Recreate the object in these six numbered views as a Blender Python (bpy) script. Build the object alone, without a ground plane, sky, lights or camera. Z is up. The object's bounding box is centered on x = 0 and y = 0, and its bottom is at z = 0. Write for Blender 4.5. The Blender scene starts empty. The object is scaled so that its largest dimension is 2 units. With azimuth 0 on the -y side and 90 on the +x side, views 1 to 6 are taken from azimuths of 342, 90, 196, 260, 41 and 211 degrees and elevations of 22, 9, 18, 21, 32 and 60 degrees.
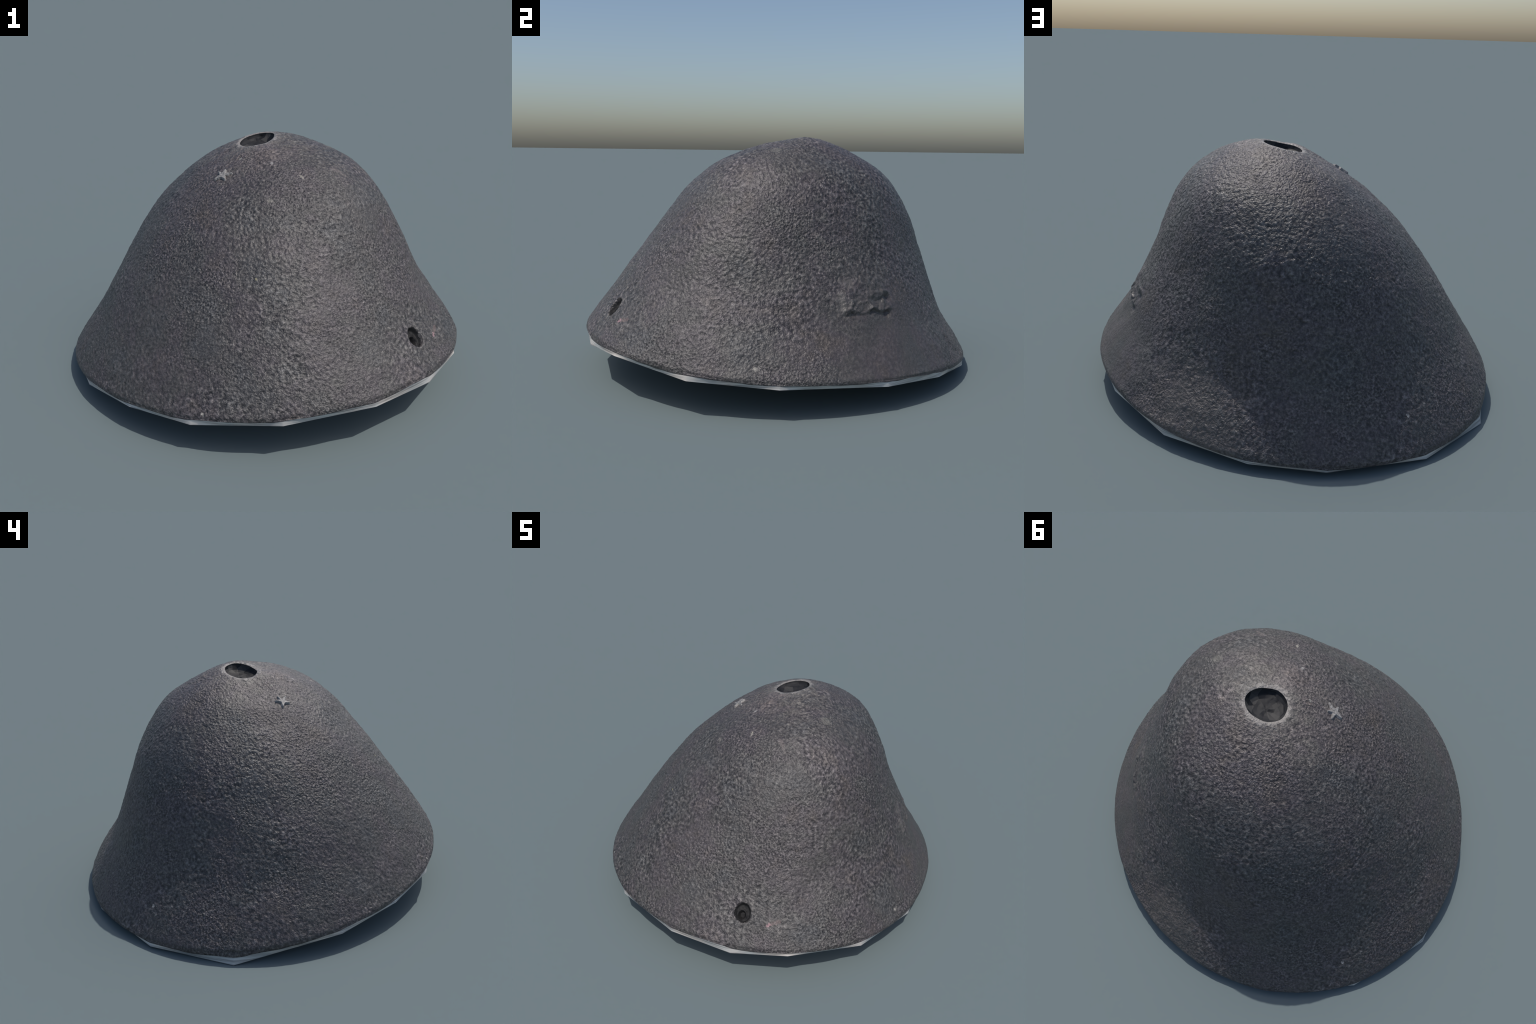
"""Cast-iron bell-shaped helmet, tilted: a crooked dome with a flared round rim,
a crown hole, a small star, a screw hole near the rim and a pale ground edge below."""
import bpy, math
import numpy as np
from mathutils import Vector, noise

rng = np.random.default_rng(7)

# ------------------------------------------------------------------ dome shape
# The dome is described by meridian profiles every 30 degrees of azimuth, as the
# distance from an inner centre; stations run evenly from the rim up to the top.
CENTRE = np.array([0.0380, -0.0208, 0.25])
RIM_LATITUDE = [-4.99, -6.53, -8.89, -10.97, -11.29, -10.87, -8.81, -6.28, -3.87, -1.82, -1.16, -2.55]
PROFILES = [
    [0.9519, 0.9392, 0.9654, 1.0236, 1.0840, 1.0900, 1.0322, 0.9771, 0.9707, 0.9722, 0.9828, 0.9848],
    [0.8336, 0.8141, 0.8414, 0.8731, 0.9209, 0.9212, 0.8868, 0.8534, 0.8600, 0.8644, 0.8613, 0.8778],
    [0.7818, 0.7742, 0.7899, 0.8302, 0.8664, 0.8435, 0.8155, 0.7849, 0.7906, 0.8015, 0.8081, 0.8182],
    [0.7841, 0.7640, 0.7868, 0.8361, 0.8596, 0.8156, 0.7772, 0.7487, 0.7571, 0.7716, 0.7882, 0.8170],
    [0.8292, 0.8065, 0.8364, 0.8763, 0.8724, 0.8146, 0.7676, 0.7450, 0.7472, 0.7718, 0.8028, 0.8414],
    [0.8845, 0.8713, 0.8979, 0.9145, 0.8812, 0.8244, 0.7726, 0.7596, 0.7575, 0.7868, 0.8402, 0.8773],
    [0.9140, 0.9122, 0.9205, 0.9207, 0.8897, 0.8380, 0.7960, 0.7834, 0.7969, 0.8252, 0.8611, 0.8987],
    [0.9113, 0.9287, 0.9342, 0.9233, 0.8913, 0.8587, 0.8327, 0.8115, 0.8234, 0.8483, 0.8691, 0.8915],
    [0.8854] * 12,
]
STATIONS = len(PROFILES)


def harmonics(theta):
    """Smooth periodic basis through twelve azimuths."""
    cols = [np.ones_like(theta)]
    for k in range(1, 6):
        cols += [np.cos(k * theta), np.sin(k * theta)]
    return np.stack(cols, -1)


_SAMPLES = harmonics(np.arange(12) * math.pi / 6)
_FIT = np.linalg.pinv(_SAMPLES)
_RIM = _FIT @ np.radians(RIM_LATITUDE)
_PROF = np.stack([_FIT @ np.array(row) for row in PROFILES])


def station_weights(u):
    """Catmull-Rom weights along a meridian, straight at the rim, level at the top."""
    n = len(u)
    w = np.zeros((n, STATIONS))
    x = np.clip(u, 0, 1) * (STATIONS - 1)
    j = np.minimum(x.astype(int), STATIONS - 2)
    t = x - j
    parts = [-.5 * t + t * t - .5 * t ** 3, 1 - 2.5 * t * t + 1.5 * t ** 3,
             .5 * t + 2 * t * t - 1.5 * t ** 3, -.5 * t * t + .5 * t ** 3]
    rows = np.arange(n)
    for d, part in zip((-1, 0, 1, 2), parts):
        k = j + d
        inside = (k >= 0) & (k < STATIONS)
        np.add.at(w, (rows[inside], k[inside]), part[inside])
        low, high = k < 0, k >= STATIONS
        w[low, 0] += 2 * part[low]
        w[low, 1] -= part[low]
        w[high, STATIONS - 2] += part[high]
    return w


def dome_point(direction):
    """Point of the smooth dome in each given direction from the inner centre."""
    d = direction / np.linalg.norm(direction, axis=-1, keepdims=True)
    theta = np.arctan2(d[:, 1], d[:, 0])
    lat = np.arctan2(d[:, 2], np.hypot(d[:, 0], d[:, 1]))
    h = harmonics(theta)
    rim = h @ _RIM
    u = (lat - rim) / (math.pi / 2 - rim)
    r = (station_weights(u) * (h @ _PROF.T)).sum(1)
    return CENTRE + d * r[:, None]


def rim_direction(theta):
    lat = harmonics(theta) @ _RIM
    return np.stack([np.cos(lat) * np.cos(theta), np.cos(lat) * np.sin(theta), np.sin(lat)], -1)


def unit(v):
    v = np.asarray(v, float)
    return v / np.linalg.norm(v, axis=-1, keepdims=True)


def smooth(x, a, b):
    t = np.clip((x - a) / (b - a), 0, 1)
    return t * t * (3 - 2 * t)


def frame_at(point):
    """On-surface point, outward normal, level tangent and up-slope tangent."""
    p = dome_point((np.array(point) - CENTRE)[None])[0]
    n0 = unit(p - CENTRE)
    a = unit(np.cross([0, 0, 1.0], n0))
    b = np.cross(n0, a)
    q = dome_point(np.array([p + a * .02, p - a * .02, p + b * .02, p - b * .02]) - CENTRE)
    n = unit(np.cross(q[0] - q[1], q[2] - q[3]))
    side = unit(np.cross([0, 0, 1.0], n))
    return p, n, side, np.cross(n, side)


def noise_at(points, scale, seed=0.0, octaves=1):
    off = Vector((seed * 13.7, seed * 7.1, seed * 3.3))
    if octaves == 1:
        return np.array([noise.noise(Vector(p) * scale + off) for p in points])
    return np.array([noise.fractal(Vector(p) * scale + off, 0.9, 2.0, octaves) for p in points])


# ------------------------------------------------------------------ materials
def new_material(name):
    m = bpy.data.materials.new(name)
    m.use_nodes = True
    nt = m.node_tree
    return m, nt, nt.nodes["Principled BSDF"]


def node(nt, kind, **inputs):
    n = nt.nodes.new(kind)
    for k, v in inputs.items():
        n.inputs[k.replace("_", " ")].default_value = v
    return n


def noise_tex(nt, coord, scale, detail=2.0, rough=0.5):
    n = node(nt, "ShaderNodeTexNoise", Scale=scale, Detail=detail, Roughness=rough)
    nt.links.new(coord, n.inputs["Vector"])
    return n.outputs["Fac"]


def ramp(nt, fac, stops):
    n = nt.nodes.new("ShaderNodeValToRGB")
    e = n.color_ramp.elements
    while len(e) < len(stops):
        e.new(0.5)
    for el, (pos, col) in zip(e, stops):
        el.position = pos
        el.color = (*col, 1) if isinstance(col, tuple) else (col, col, col, 1)
    nt.links.new(fac, n.inputs["Fac"])
    return n.outputs["Color"]


def mix(nt, fac, a, b, blend="MIX"):
    n = nt.nodes.new("ShaderNodeMix")
    n.data_type = 'RGBA'
    n.blend_type = blend
    for sock, v in ((n.inputs[0], fac), (n.inputs[6], a), (n.inputs[7], b)):
        if isinstance(v, bpy.types.NodeSocket):
            nt.links.new(v, sock)
        elif isinstance(v, tuple):
            sock.default_value = (*v, 1)
        else:
            sock.default_value = v
    return n.outputs[2]


def math_node(nt, op, a, b=0.0, clamp=False):
    n = nt.nodes.new("ShaderNodeMath")
    n.operation = op
    n.use_clamp = clamp
    for sock, v in ((n.inputs[0], a), (n.inputs[1], b)):
        if isinstance(v, bpy.types.NodeSocket):
            nt.links.new(v, sock)
        else:
            sock.default_value = v
    return n.outputs[0]


def spot(nt, coord, centre, inner, outer, wobble=None):
    """1 inside a ball round a place on the object, 0 outside."""
    d = nt.nodes.new("ShaderNodeVectorMath")
    d.operation = 'DISTANCE'
    nt.links.new(coord, d.inputs[0])
    d.inputs[1].default_value = centre
    dist = d.outputs["Value"]
    if wobble is not None:
        dist = math_node(nt, 'ADD', dist, wobble)
    r = nt.nodes.new("ShaderNodeMapRange")
    r.interpolation_type = 'SMOOTHSTEP'
    nt.links.new(dist, r.inputs["Value"])
    r.inputs["From Min"].default_value = inner
    r.inputs["From Max"].default_value = outer
    r.inputs["To Min"].default_value = 1
    r.inputs["To Max"].default_value = 0
    return r.outputs["Result"]


def streak(nt, coord, a, b, width, wobble):
    """1 along a line from a to b, fading over its width."""
    a, b = Vector(a), Vector(b)
    ab = b - a
    d = nt.nodes.new("ShaderNodeVectorMath")
    d.operation = 'SUBTRACT'
    nt.links.new(coord, d.inputs[0])
    d.inputs[1].default_value = a
    dot = nt.nodes.new("ShaderNodeVectorMath")
    dot.operation = 'DOT_PRODUCT'
    nt.links.new(d.outputs[0], dot.inputs[0])
    dot.inputs[1].default_value = ab / ab.length_squared
    t = math_node(nt, 'ADD', dot.outputs["Value"], 0.0, clamp=True)
    near = nt.nodes.new("ShaderNodeVectorMath")
    near.operation = 'SCALE'
    near.inputs[0].default_value = ab
    nt.links.new(t, near.inputs["Scale"])
    gap = nt.nodes.new("ShaderNodeVectorMath")
    gap.operation = 'DISTANCE'
    nt.links.new(d.outputs[0], gap.inputs[0])
    nt.links.new(near.outputs[0], gap.inputs[1])
    dist = math_node(nt, 'ADD', gap.outputs["Value"], wobble)
    r = nt.nodes.new("ShaderNodeMapRange")
    r.interpolation_type = 'SMOOTHSTEP'
    nt.links.new(dist, r.inputs["Value"])
    r.inputs["From Min"].default_value = width * 0.4
    r.inputs["From Max"].default_value = width
    r.inputs["To Min"].default_value = 1
    r.inputs["To Max"].default_value = 0
    return r.outputs["Result"]


HOLE_CENTRE = np.array([0.036, 0.110, 1.146])


def iron_material():
    m, nt, bsdf = new_material("cast_iron_shell")
    co = nt.nodes.new("ShaderNodeTexCoord").outputs["Object"]
    broad = noise_tex(nt, co, 2.6, 3, 0.6)
    coarse = noise_tex(nt, co, 66, 1.8, 0.5)
    close = noise_tex(nt, co, 104, 1.8, 0.5)
    where = ramp(nt, noise_tex(nt, co, 3.4, 3, 0.6), [(0.42, 0.0), (0.60, 1.0)])
    blend = nt.nodes.new("ShaderNodeMix")
    nt.links.new(where, blend.inputs[0])
    nt.links.new(coarse, blend.inputs[2])
    nt.links.new(close, blend.inputs[3])
    grain = blend.outputs[0]
    fine = noise_tex(nt, co, 210, 1.0, 0.5)
    pebble = math_node(nt, 'ADD', math_node(nt, 'MULTIPLY', grain, 0.78), math_node(nt, 'MULTIPLY', fine, 0.22))
    col = ramp(nt, pebble, [(0.32, (0.017, 0.016, 0.018)), (0.44, (0.047, 0.043, 0.044)), (0.52, (0.084, 0.077, 0.076)),  # crest glints and dark pit shading baked into the grain colour
                            (0.60, (0.134, 0.124, 0.119)), (0.70, (0.22, 0.205, 0.195))])
    # areas worn smoother, where the grain loses contrast
    worn = ramp(nt, broad, [(0.47, 0.0), (0.66, 1.0)])
    wob = math_node(nt, 'MULTIPLY', math_node(nt, 'SUBTRACT', noise_tex(nt, co, 7, 5, 0.65), 0.5), 0.42)
    flank = spot(nt, co, (0.74, 0.50, 0.20), 0.14, 0.56, wob)
    side = spot(nt, co, (-0.72, -0.45, 0.35), 0.16, 0.42, wob)
    flank = math_node(nt, 'MAXIMUM', flank, math_node(nt, 'MULTIPLY', side, 0.6))
    worn = math_node(nt, 'MAXIMUM', math_node(nt, 'MULTIPLY', worn, 0.5), flank)
    col = mix(nt, math_node(nt, 'MULTIPLY', worn, 0.72), col, (0.075, 0.068, 0.065))
    # faint hue drift: violet, green and brown casts
    hue = ramp(nt, noise_tex(nt, co, 4.2, 3, 0.6), [(0.30, (0.94, 1.0, 1.04)), (0.45, (1.0, 1.0, 0.98)),
                                                    (0.56, (1.04, 0.98, 1.05)), (0.70, (1.10, 1.0, 0.92))])
    col = mix(nt, 0.9, col, hue, 'MULTIPLY')
    # brown dust low on the back, pale grey zone and collar round the crown hole
    dust = math_node(nt, 'MULTIPLY', spot(nt, co, (0.20, 0.93, 0.12), 0.10, 0.34, wob), 0.5)
    col = mix(nt, dust, col, (0.130, 0.112, 0.100))
    wob2 = math_node(nt, 'MULTIPLY', math_node(nt, 'SUBTRACT', noise_tex(nt, co, 22, 3, 0.6), 0.5), 0.16)
    pale_zone = spot(nt, co, (0.0, 0.04, 1.12), 0.08, 0.36, wob)
    col = mix(nt, math_node(nt, 'MULTIPLY', pale_zone, 0.85), col, (1.55, 1.50, 1.38), 'MULTIPLY')
    collar = spot(nt, co, tuple(HOLE_CENTRE), 0.095, 0.180, wob2)
    col = mix(nt, math_node(nt, 'MULTIPLY', collar, 0.28), col, (0.21, 0.197, 0.178))
    wob4 = math_node(nt, 'MULTIPLY', math_node(nt, 'SUBTRACT', noise_tex(nt, co, 34, 3, 0.65), 0.5), 0.10)
    brim = spot(nt, co, tuple(HOLE_CENTRE), 0.096, 0.116, wob4)
    col = mix(nt, math_node(nt, 'MULTIPLY', brim, 0.75), col, (0.32, 0.295, 0.27))
    # pale nicks and specks
    wob3 = math_node(nt, 'MULTIPLY', math_node(nt, 'SUBTRACT', noise_tex(nt, co, 120, 2, 0.6), 0.5), 0.022)
    for place, size, colour, strength in (
            ((0.9594, -0.1004, 0.2215), 0.008, (0.45, 0.42, 0.37), 0.7),
            ((0.6839, 0.2978, 0.5279), 0.030, (0.18, 0.165, 0.15), 0.35),
            ((0.016, -0.1731, 1.0817), 0.009, (0.46, 0.44, 0.42), 0.6),
            ((-0.0986, -0.0335, 1.0845), 0.007, (0.46, 0.44, 0.38), 0.6),
            ((0.3717, -0.0247, 1.0989), 0.030, (0.22, 0.21, 0.18), 0.35),
            ((-0.0619, -0.3631, 0.9618), 0.014, (0.30, 0.28, 0.24), 0.4),
            ((-0.6809, 0.6698, 0.1729), 0.007, (0.45, 0.43, 0.41), 0.7),
            ((-0.5245, -0.7945, 0.1941), 0.008, (0.42, 0.40, 0.36), 0.7),
            ((-0.2082, -0.5889, 0.6860), 0.006, (0.40, 0.36, 0.22), 0.6)):
        s = spot(nt, co, place, size * .55, size * 1.2, wob3)
        col = mix(nt, math_node(nt, 'MULTIPLY', s, strength), col, colour)
    # scratches: cream nick under the crown, pink paint rub by the screw hole, scuffs on the flank
    for a, b, width, colour, strength in (
            ((0.1098, -0.2965, 1.0570), (0.1218, -0.3160, 1.0260), 0.008, (0.44, 0.41, 0.34), 0.7),
            ((0.6157, -0.7268, 0.3240), (0.6200, -0.7170, 0.3300), 0.010, (0.52, 0.31, 0.34), 0.75),
            ((0.6200, -0.7170, 0.3300), (0.6479, -0.6790, 0.3391), 0.014, (0.22, 0.155, 0.145), 0.45),
            ((0.2878, -0.2776, 1.0523), (0.3352, -0.3006, 1.0147), 0.016, (0.24, 0.20, 0.185), 0.35),
            ((0.6384, 0.1641, 0.7264), (0.650, 0.215, 0.685), 0.018, (0.22, 0.20, 0.18), 0.4),
            ((0.7200, 0.2680, 0.4900), (0.735, 0.270, 0.430), 0.026, (0.17, 0.157, 0.145), 0.4)):
        s = streak(nt, co, a, b, width, wob3)
        col = mix(nt, math_node(nt, 'MULTIPLY', s, strength), col, colour)
    nt.links.new(col, bsdf.inputs["Base Color"])
    bsdf.inputs["Roughness"].default_value = 0.45
    bsdf.inputs["Specular IOR Level"].default_value = 0.5
    bump = nt.nodes.new("ShaderNodeBump")
    strength = math_node(nt, 'SUBTRACT', 0.95, math_node(nt, 'MULTIPLY', worn, 0.55))
    nt.links.new(strength, bump.inputs["Strength"])
    bump.inputs["Distance"].default_value = 0.012
    nt.links.new(pebble, bump.inputs["Height"])
    nt.links.new(bump.outputs["Normal"], bsdf.inputs["Normal"])
    return m


def edge_material():
    m, nt, bsdf = new_material("pale_ground_edge")
    co = nt.nodes.new("ShaderNodeTexCoord").outputs["Object"]
    mp = nt.nodes.new("ShaderNodeMapping")
    mp.inputs["Scale"].default_value = (3, 3, 90)
    nt.links.new(co, mp.inputs["Vector"])
    streak = noise_tex(nt, mp.outputs["Vector"], 1.6, 4, 0.65)
    col = ramp(nt, streak, [(0.32, (0.23, 0.22, 0.21)), (0.44, (0.42, 0.40, 0.38)), (0.62, (0.68, 0.65, 0.61))])
    blot = ramp(nt, noise_tex(nt, co, 6, 2, 0.5), [(0.40, (0.80, 0.86, 0.90)), (0.60, (1.0, 0.97, 0.95))])
    nt.links.new(mix(nt, 1.0, col, blot, 'MULTIPLY'), bsdf.inputs["Base Color"])
    bsdf.inputs["Roughness"].default_value = 0.6
    return m


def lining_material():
    m, nt, bsdf = new_material("lining_darkened_as_shade")
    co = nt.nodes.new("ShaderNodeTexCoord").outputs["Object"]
    facet_shade = node(nt, "ShaderNodeTexVoronoi", Scale=24.0)          # sunlit and shadowed facets coloured in as cells of differing grey
    nt.links.new(co, facet_shade.inputs["Vector"])
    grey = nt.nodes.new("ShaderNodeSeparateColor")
    nt.links.new(facet_shade.outputs["Color"], grey.inputs[0])
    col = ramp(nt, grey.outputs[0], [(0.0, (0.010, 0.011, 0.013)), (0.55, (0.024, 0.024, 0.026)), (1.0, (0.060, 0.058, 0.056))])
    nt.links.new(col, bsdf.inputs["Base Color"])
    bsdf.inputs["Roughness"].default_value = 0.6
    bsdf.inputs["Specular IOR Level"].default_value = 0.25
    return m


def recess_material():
    m, nt, bsdf = new_material("recess_with_painted_shade")
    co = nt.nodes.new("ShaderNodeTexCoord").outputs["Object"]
    col = ramp(nt, noise_tex(nt, co, 60, 3, 0.6), [(0.35, (0.010, 0.010, 0.011)), (0.68, (0.030, 0.029, 0.029))])  # near-black tint carries the hole's own occlusion
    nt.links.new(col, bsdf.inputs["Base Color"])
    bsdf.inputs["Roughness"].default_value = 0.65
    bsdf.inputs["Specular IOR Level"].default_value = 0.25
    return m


def star_material():
    m, nt, bsdf = new_material("worn_pale_iron")
    co = nt.nodes.new("ShaderNodeTexCoord").outputs["Object"]
    col = ramp(nt, noise_tex(nt, co, 120, 3, 0.6), [(0.34, (0.14, 0.135, 0.13)), (0.50, (0.25, 0.24, 0.23)), (0.68, (0.36, 0.345, 0.33))])
    nt.links.new(col, bsdf.inputs["Base Color"])
    bsdf.inputs["Roughness"].default_value = 0.55
    return m


def underside_material():
    m, nt, bsdf = new_material("dusty_underside")
    co = nt.nodes.new("ShaderNodeTexCoord").outputs["Object"]
    col = ramp(nt, noise_tex(nt, co, 5, 3, 0.6), [(0.35, (0.16, 0.17, 0.18)), (0.65, (0.30, 0.30, 0.30))])
    nt.links.new(col, bsdf.inputs["Base Color"])
    bsdf.inputs["Roughness"].default_value = 0.7
    return m


# ------------------------------------------------------------------ mesh helper
root = bpy.data.objects.new("iron_helmet", None)
bpy.context.scene.collection.objects.link(root)
root["label"] = "dark grey bell-shaped cast iron helmet with crown hole and star"
root["category"] = "helmet"


def add_part(name, verts, faces, material, smooth_shade=True, normals=None):
    """verts (n,3); faces an (m,4) or (m,3) index array or a list of tuples."""
    me = bpy.data.meshes.new(name)
    verts = np.asarray(verts, np.float32)
    if isinstance(faces, np.ndarray):
        m, k = faces.shape
        me.vertices.add(len(verts))
        me.vertices.foreach_set("co", verts.ravel())
        me.loops.add(m * k)
        me.loops.foreach_set("vertex_index", faces.astype(np.int32).ravel())
        me.polygons.add(m)
        me.polygons.foreach_set("loop_start", np.arange(m, dtype=np.int32) * k)
        me.polygons.foreach_set("loop_total", np.full(m, k, np.int32))
        me.update(calc_edges=True)
    else:
        me.from_pydata([tuple(map(float, v)) for v in verts], [], faces)
    me.validate()
    me.polygons.foreach_set("use_smooth", np.full(len(me.polygons), smooth_shade))
    if normals is not None:
        me.normals_split_custom_set_from_vertices(np.asarray(normals, np.float32))
    me.materials.append(material)
    me.update()
    ob = bpy.data.objects.new(name, me)
    bpy.context.scene.collection.objects.link(ob)
    ob.parent = root
    return ob


def strip_faces(rows, cols):
    """Quads of a grid that closes on itself sideways; row index grows downwards."""
    r, c = np.meshgrid(np.arange(rows - 1), np.arange(cols), indexing="ij")
    c2 = (c + 1) % cols
    return np.stack([r * cols + c, (r + 1) * cols + c, (r + 1) * cols + c2, r * cols + c2], -1).reshape(-1, 4)


# ------------------------------------------------------------------ dome grid
AROUND, DOWN = 1400, 430
theta = np.linspace(0, 2 * math.pi, AROUND, endpoint=False)

hole_p, hole_n, hole_a, hole_b = frame_at(HOLE_CENTRE)
# level axes for the hole outline
hx = unit(np.array([1.0, 0, 0]) - hole_n * hole_n[0])
hy = np.cross(hole_n, hx)


def hole_outline(t):
    """Slightly lumpy round opening."""
    r = 0.0905 + 0.004 * np.cos(2 * t - 1.0) + 0.0020 * np.sin(3 * t + .6) + 0.0008 * np.sin(7 * t)
    return hole_p + hx * (r * np.cos(t))[:, None] + hy * (r * np.sin(t))[:, None]


top_dir = unit(hole_outline(theta) - CENTRE)
low_dir = rim_direction(theta)
omega = np.arccos(np.clip((top_dir * low_dir).sum(1), -1, 1))[None, :, None]
s = np.linspace(0, 1, DOWN)[:, None, None]
grid_dir = (np.sin((1 - s) * omega) * top_dir[None] + np.sin(s * omega) * low_dir[None]) / np.sin(omega)
base = dome_point(grid_dir.reshape(-1, 3)).reshape(DOWN, AROUND, 3)


def grid_normals(g):
    du = np.roll(g, -1, 1) - np.roll(g, 1, 1)
    dv = np.gradient(g, axis=0)
    return unit(np.cross(dv, du))


nrm = grid_normals(base)
flat = base.reshape(-1, 3)
relief = np.zeros(len(flat))

# cast surface: broad waviness, orange-peel lumps, pebbled grain
relief += 0.0040 * noise_at(flat, 7, 1) + 0.0016 * noise_at(flat, 17, 4)
skirt = smooth(np.linalg.norm(flat - np.array([0.35, 0.85, 0.12]), axis=1), 0.45, 0.12)       # lumpy wear low on the back
relief += 0.0045 * skirt * noise_at(flat, 14, 6, 3)
calm = smooth(np.linalg.norm(flat - np.array([0.74, 0.55, 0.2]), axis=1), 0.2, 0.5) * 0.7 + 0.3
relief += 0.0012 * calm * noise_at(flat, 36, 2)
relief += 0.0020 * calm * noise_at(flat, 80, 3)

# screw hole: countersunk oval near the front rim
sp, sn, sa, sb = frame_at((0.490, -0.770, 0.3635))
d = flat - sp
x, y, z = d @ sa, d @ sb, d @ sn
near = np.abs(z) < 0.12
ang = np.arctan2(y / 0.051, x / 0.043)
q = np.hypot(x / 0.043, y / 0.051) + 0.03 * np.sin(3 * ang + 1)
q2 = np.hypot((x + 0.006) / 0.020, (y + 0.012) / 0.023)
pit = (1 - smooth(q + 0.05 * np.sin(2 * ang - .5), 0.72, 1.04)) * 0.024
pit += (1 - smooth(q2, 0.60, 1.0)) * 0.022
pit -= np.exp(-((q2 - 1.12) / 0.14) ** 2) * 0.004 * (q < 0.9)
lip = np.exp(-((q - 1.16) / 0.10) ** 2) * 0.0015
channel = np.exp(-((x + 0.004) / 0.010) ** 2) * smooth(y, -0.085, -0.065) * (1 - smooth(y, -0.045, -0.03)) * 0.006
relief += np.where(near, lip - pit - channel, 0)
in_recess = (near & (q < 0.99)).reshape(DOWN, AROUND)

# worn cast patch on the steep flank: raised plate with a ragged lower lip and pits
lp, ln, la, lb = frame_at((0.672, 0.385, 0.465))
d = flat - lp
x, y, z = d @ la, d @ lb, d @ ln
near = (np.abs(z) < 0.15) & (np.abs(x) < 0.4) & (np.abs(y) < 0.4)
rag = np.zeros(len(flat))
rag[near] = noise_at(flat[near], 17, 5, 3)
worn_edge = 1 - smooth(np.hypot(x / 0.17, (y - 0.005) / 0.11) + 0.22 * rag, 0.60, 1.05)
lumps = worn_edge * (0.004 + 0.007 * rag)


def ridge_at(line, run, thick):
    return run * np.exp(-((y - line) / thick) ** 2)


low = -0.066 - 0.04 * x + 0.022 * rag                          # long broken ledge along the bottom
low_run = (1 - smooth(np.abs(x + 0.005), 0.10, 0.155)) * np.clip(0.75 + 1.4 * rag, 0.1, 1.2)
top = 0.010 + 0.10 * np.abs(x - 0.085) + 0.014 * rag           # short curled ridge at the right
top_run = 1 - smooth(np.abs(x - 0.075), 0.035, 0.075)
mid_line = -0.022 + 0.016 * rag
mid_run = (1 - smooth(np.abs(x - 0.02), 0.05, 0.11)) * np.clip(0.5 + 1.6 * rag, 0, 1)
post = np.exp(-((x + 0.112 + 0.012 * rag) / 0.016) ** 2) * (1 - smooth(np.abs(y + 0.01), 0.035, 0.07))
plate = lumps + ridge_at(low + 0.013, low_run, 0.014) * 0.008 + ridge_at(top, top_run, 0.011) * 0.006 + ridge_at(mid_line, mid_run, 0.010) * 0.006 + post * 0.003
groove = ridge_at(low - 0.010, low_run, 0.010) * 0.007 + ridge_at(top - 0.022, top_run, 0.010) * 0.003
pits = np.zeros(len(flat))
for place, size, depth in (((0.597, 0.494, 0.503), 0.017, 0.014), ((0.606, 0.476, 0.449), 0.020, 0.012),
                           ((0.646, 0.478, 0.387), 0.018, 0.009), ((0.655, 0.425, 0.475), 0.013, 0.005)):
    pits += depth * np.exp(-(np.linalg.norm(flat - np.array(place), axis=1) / size) ** 2)
relief += np.where(near, plate - groove, 0) - pits
# low swells of the casting
for place, size, rise in (((0.745, 0.33, 0.34), 0.07, 0.009), ((0.41, 0.26, 1.01), 0.07, 0.007), ((-0.097, -0.125, 1.045), 0.085, 0.012),
                          ((-0.60, 0.62, 0.32), 0.08, 0.008), ((0.30, 0.61, 0.71), 0.13, -0.011), ((0.71, -0.48, 0.47), 0.10, -0.007)):
    relief += rise * np.exp(-(np.linalg.norm(flat - np.array(place), axis=1) / size) ** 2)

ga, gb = np.array([-0.045, 0.055, 1.118]), np.array([-0.160, -0.030, 1.055])
t = np.clip(((flat - ga) @ (gb - ga)) / ((gb - ga) @ (gb - ga)), 0, 1)
relief -= 0.0016 * np.exp(-(np.linalg.norm(flat - ga - np.outer(t, gb - ga), axis=1) / 0.009) ** 2)
relief += 0.0010 * np.exp(-((np.linalg.norm(flat - ga - np.outer(t, gb - ga), axis=1) - 0.018) / 0.007) ** 2)

# a few nicks along the flank above the patch, and a low dent on the gentle side
for place, size, depth in (((0.638, 0.164, 0.726), 0.022, -0.003), ((0.62, 0.30, 0.64), 0.02, -0.0035),
                           ((0.665, 0.26, 0.585), 0.018, -0.003), ((-0.30, -0.62, 0.70), 0.02, 0.002),
                           ((0.42, 0.80, 0.30), 0.02, 0.0025)):
    pp = frame_at(place)[0]
    relief -= depth * np.exp(-(np.linalg.norm(flat - pp, axis=1) / size) ** 2)

relief = relief.reshape(DOWN, AROUND)
# rounded lip at the crown hole: raised collar, then turned in
row = np.arange(DOWN)
span = np.linalg.norm(np.diff(base, axis=0), axis=-1).mean(1)
dist = np.concatenate([[0], np.cumsum(span)])
fade_edge = smooth(dist, 0.0, 0.03)[:, None]
relief *= 0.25 + 0.75 * fade_edge
relief += (0.0022 * np.exp(-((dist - 0.018) / 0.014) ** 2) - 0.003 * (1 - smooth(dist, 0, 0.010)))[:, None]
# rolled rim: the last centimetre curls under
to_rim = dist[-1] - dist
relief *= (0.4 + 0.6 * smooth(to_rim, 0.0, 0.03))[:, None]
relief += (0.004 * smooth(to_rim, 0.0, 0.010) * (1 - smooth(to_rim, 0.010, 0.06)))[:, None]
dome = base + nrm * relief[..., None]

verts = dome.reshape(-1, 3)
vnorm = grid_normals(dome).reshape(-1, 3)
faces = strip_faces(DOWN, AROUND)
inside = in_recess.reshape(-1)[faces].all(1)

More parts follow.
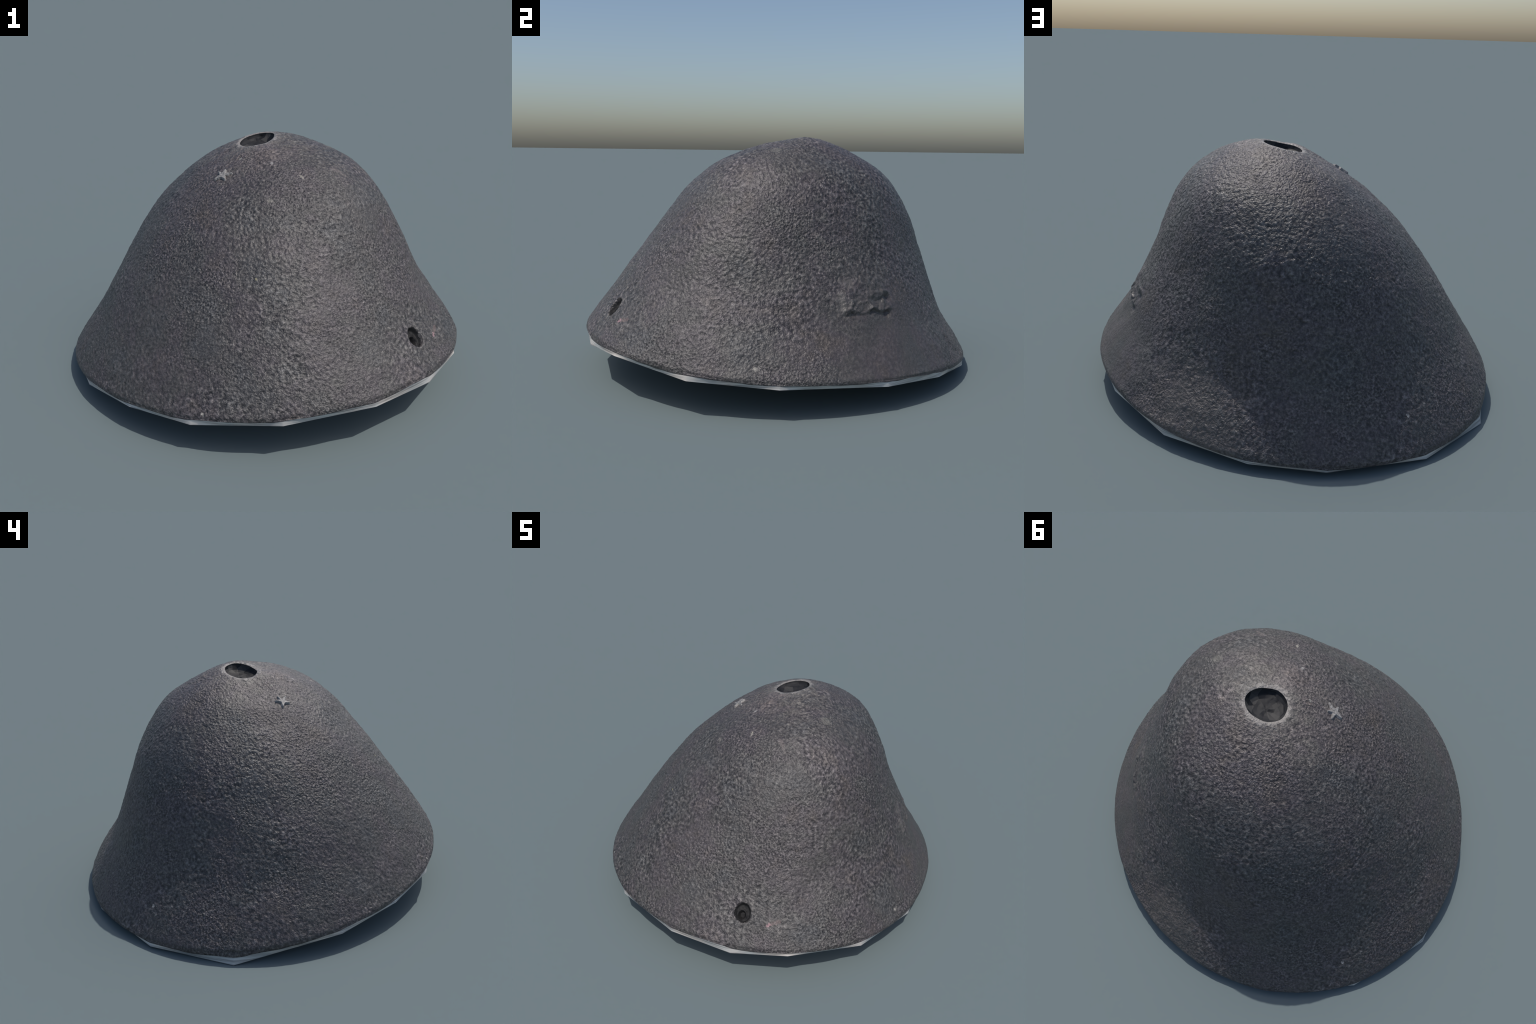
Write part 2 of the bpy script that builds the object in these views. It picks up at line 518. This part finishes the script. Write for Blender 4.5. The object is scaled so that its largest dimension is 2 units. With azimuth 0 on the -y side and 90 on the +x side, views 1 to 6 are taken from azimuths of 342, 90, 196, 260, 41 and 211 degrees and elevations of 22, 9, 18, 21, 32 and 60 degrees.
IRON, EDGE, LINING = iron_material(), edge_material(), lining_material()


def region(name, pick, material):
    f = faces[pick]
    used, inv = np.unique(f, return_inverse=True)
    return add_part(name, verts[used], inv.reshape(f.shape), material, True, vnorm[used])


shell = region("shell", ~inside, IRON)
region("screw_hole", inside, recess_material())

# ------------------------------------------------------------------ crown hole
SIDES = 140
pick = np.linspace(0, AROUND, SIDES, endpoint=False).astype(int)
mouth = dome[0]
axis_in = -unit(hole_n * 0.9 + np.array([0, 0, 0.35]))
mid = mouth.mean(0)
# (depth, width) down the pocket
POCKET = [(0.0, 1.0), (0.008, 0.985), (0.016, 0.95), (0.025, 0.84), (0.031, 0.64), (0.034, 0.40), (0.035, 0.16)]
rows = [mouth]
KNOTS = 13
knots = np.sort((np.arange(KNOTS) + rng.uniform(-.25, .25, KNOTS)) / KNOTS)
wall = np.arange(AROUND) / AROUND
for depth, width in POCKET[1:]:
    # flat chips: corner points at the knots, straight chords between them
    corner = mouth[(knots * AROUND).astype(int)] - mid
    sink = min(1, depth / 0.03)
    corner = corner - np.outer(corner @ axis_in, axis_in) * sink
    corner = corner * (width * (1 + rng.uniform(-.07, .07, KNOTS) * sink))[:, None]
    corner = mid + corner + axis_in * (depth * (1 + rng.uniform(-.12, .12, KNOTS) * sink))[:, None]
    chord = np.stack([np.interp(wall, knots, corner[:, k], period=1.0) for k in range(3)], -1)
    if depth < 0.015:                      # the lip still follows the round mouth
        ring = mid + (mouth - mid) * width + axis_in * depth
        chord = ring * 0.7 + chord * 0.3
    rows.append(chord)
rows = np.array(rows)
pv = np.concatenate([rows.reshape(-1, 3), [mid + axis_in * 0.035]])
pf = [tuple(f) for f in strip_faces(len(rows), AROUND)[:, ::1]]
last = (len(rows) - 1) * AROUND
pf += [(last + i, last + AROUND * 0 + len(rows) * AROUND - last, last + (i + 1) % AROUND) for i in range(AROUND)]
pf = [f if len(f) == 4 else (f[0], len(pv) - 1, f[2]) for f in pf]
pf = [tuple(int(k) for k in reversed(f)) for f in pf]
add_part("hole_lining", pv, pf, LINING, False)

# ------------------------------------------------------------------ ground edge
# corners of the rough-cut lower edge: azimuth in degrees, drop below the rim
CORNERS = [(-168, 0.030), (-147, 0.022), (-126.7, 0.033), (-103, 0.030), (-79, 0.036), (-60, 0.047), (-44, 0.022),
           (-22, 0.034), (0, 0.024), (28.8, 0.029), (50, 0.030), (73, 0.036), (96, 0.020), (113.6, 0.020),
           (137.8, 0.030), (161.6, 0.0)]
rim_row = dome[-1]
rim_az = np.degrees(np.arctan2(rim_row[:, 1], rim_row[:, 0]))
order = np.argsort(rim_az)


def rim_at(az):
    return np.array([np.interp(az, rim_az[order], rim_row[order, k], period=360) for k in range(3)])


corner_pts = []
for az, drop in CORNERS:
    p = rim_at(az)
    p[2] -= drop * 0.93
    p[:2] *= 1.0 if 40 < az < 120 else 1.006
    if drop == 0.0:                       # the one corner that reaches the ground
        p = np.array([-0.979, 0.3245, 0.0])
    corner_pts.append(p)
corner_pts = np.array(corner_pts)
corner_az = np.degrees(np.arctan2(corner_pts[:, 1], corner_pts[:, 0]))
o = np.argsort(corner_az)
corner_pts, corner_az = corner_pts[o], corner_az[o]
# straight chords between corners, followed all round
lower = []
n = len(corner_az)
for p, az in zip(rim_row, rim_az):
    i = int(np.searchsorted(corner_az, az)) % n
    a, b = corner_pts[i - 1], corner_pts[i]
    dirv = np.array([math.cos(math.radians(az)), math.sin(math.radians(az))])
    m = np.array([[dirv[0], a[0] - b[0]], [dirv[1], a[1] - b[1]]])
    t = np.linalg.solve(m, a[:2])[1]
    lower.append(a + (b - a) * t)
lower = np.array(lower)
# the iron skirt laps down over part of the edge, unevenly, leaving a broken pale sliver
lap = 0.34 + 0.30 * noise_at(np.stack([np.cos(np.radians(rim_az)), np.sin(np.radians(rim_az)), 0 * rim_az], -1), 5, 21, 3)
lap = np.clip(lap, 0.10, 0.72)[:, None]
hem = rim_row * (1 - lap) + lower * lap
roll = unit(np.stack([rim_row[:, 0], rim_row[:, 1], 0 * rim_az], -1)) * 0.003
add_part("rim_hem", np.concatenate([rim_row, rim_row * .6 + hem * .4 + roll, hem]), strip_faces(3, AROUND), IRON, True)
add_part("ground_edge", np.concatenate([hem, hem * .45 + lower * .55, lower]), strip_faces(3, AROUND), EDGE, True)

# ------------------------------------------------------------------ underside
cap_mid = corner_pts.mean(0)
rings = [corner_pts]
for k, f in enumerate((0.9, 0.55, 0.22)):
    ring = cap_mid + (corner_pts - cap_mid) * f
    ring[:, 2] += 0.03 + 0.02 * k + rng.uniform(-.004, .004, n)
    rings.append(ring)
uv = np.concatenate(rings + [[cap_mid + np.array([0, 0, 0.075])]])
uf = []
for r in range(3):
    for i in range(n):
        j = (i + 1) % n
        uf.append((r * n + i, (r + 1) * n + i, (r + 1) * n + j, r * n + j))
uf += [(3 * n + i, 4 * n, 3 * n + (i + 1) % n) for i in range(n)]
add_part("underside", uv, uf, underside_material(), False)

# ------------------------------------------------------------------ star badge
st_p, st_n, st_a, st_b = frame_at((-0.200, -0.070, 1.022))
LIFT = 0.003
TIPS = [(-0.243, -0.064, 1.002), (-0.202, -0.112, 1.012), (-0.156, -0.098, 1.036), (-0.178, -0.047, 1.044), (-0.211, -0.030, 1.030)]
tips = []
for tip in TIPS:
    dd = np.array(tip) - st_p
    tips.append((math.atan2(dd @ st_b, dd @ st_a), math.hypot(dd @ st_a, dd @ st_b)))
tips.sort()
outline = []
for i, (a0, r0) in enumerate(tips):
    a1 = tips[(i + 1) % 5][0] + (2 * math.pi if i == 4 else 0)
    am = (a0 + a1) / 2
    across = np.array([-math.sin(a0), math.cos(a0)])
    tip = r0 * np.array([math.cos(a0), math.sin(a0)])
    outline += [tip * .98 - across * 0.0040, tip * .98 + across * 0.0040,
                0.0185 * np.array([math.cos(am), math.sin(am)])]
outline = np.array(outline + outline[:1])
M = 160
run = np.concatenate([[0], np.cumsum(np.linalg.norm(np.diff(outline, axis=0), axis=1))])
steps = np.linspace(0, run[-1], M, endpoint=False)
star_xy = np.stack([np.interp(steps, run, outline[:, k]) for k in (0, 1)], -1)
ta, tr = np.arctan2(star_xy[:, 1], star_xy[:, 0]), np.linalg.norm(star_xy, axis=1)
# the face is flat and falls off steeply within a few millimetres of its outline
def edge_distance(xy):
    best = np.full(len(xy), 9.0)
    for p0, p1 in zip(outline[:-1], outline[1:]):
        e = p1 - p0
        t = np.clip(((xy - p0) @ e) / (e @ e), 0, 1)
        best = np.minimum(best, np.linalg.norm(xy - p0 - t[:, None] * e, axis=1))
    return best


FACE = 0.0085
SECTION = [1.10, 1.02, 1.0, 0.97, 0.93, 0.88, 0.80, 0.70, 0.58, 0.44, 0.28, 0.12]
sv = []
for w in SECTION:
    xy = star_xy * w
    h = FACE * smooth(edge_distance(xy), 0.0, 0.0035) + 0.001 if w <= 1 else np.full(M, -0.010 if w > 1.05 else 0.0)
    on = dome_point(st_p + np.outer(xy[:, 0], st_a) + np.outer(xy[:, 1], st_b) - CENTRE)
    sv.append(on + st_n * (h + LIFT)[:, None])
sv = np.array(sv).reshape(-1, 3)
sv = np.concatenate([sv, [dome_point((st_p - CENTRE)[None])[0] + st_n * 0.0125]])
sv += (np.array([noise_at(sv, 95, k) for k in (11, 12, 13)]).T) * 0.0022
sf = [tuple(int(k) for k in reversed(f)) for f in strip_faces(len(SECTION), M)]
base_i = (len(SECTION) - 1) * M
sf += [(base_i + i, base_i + (i + 1) % M, len(sv) - 1) for i in range(M)]
add_part("star", sv, sf, star_material(), True)

# make every closed part face outwards
import bmesh
for ob in root.children:
    if ob.name in {"star"}:
        bm = bmesh.new()
        bm.from_mesh(ob.data)
        bmesh.ops.recalc_face_normals(bm, faces=bm.faces)
        bm.to_mesh(ob.data)
        bm.free()
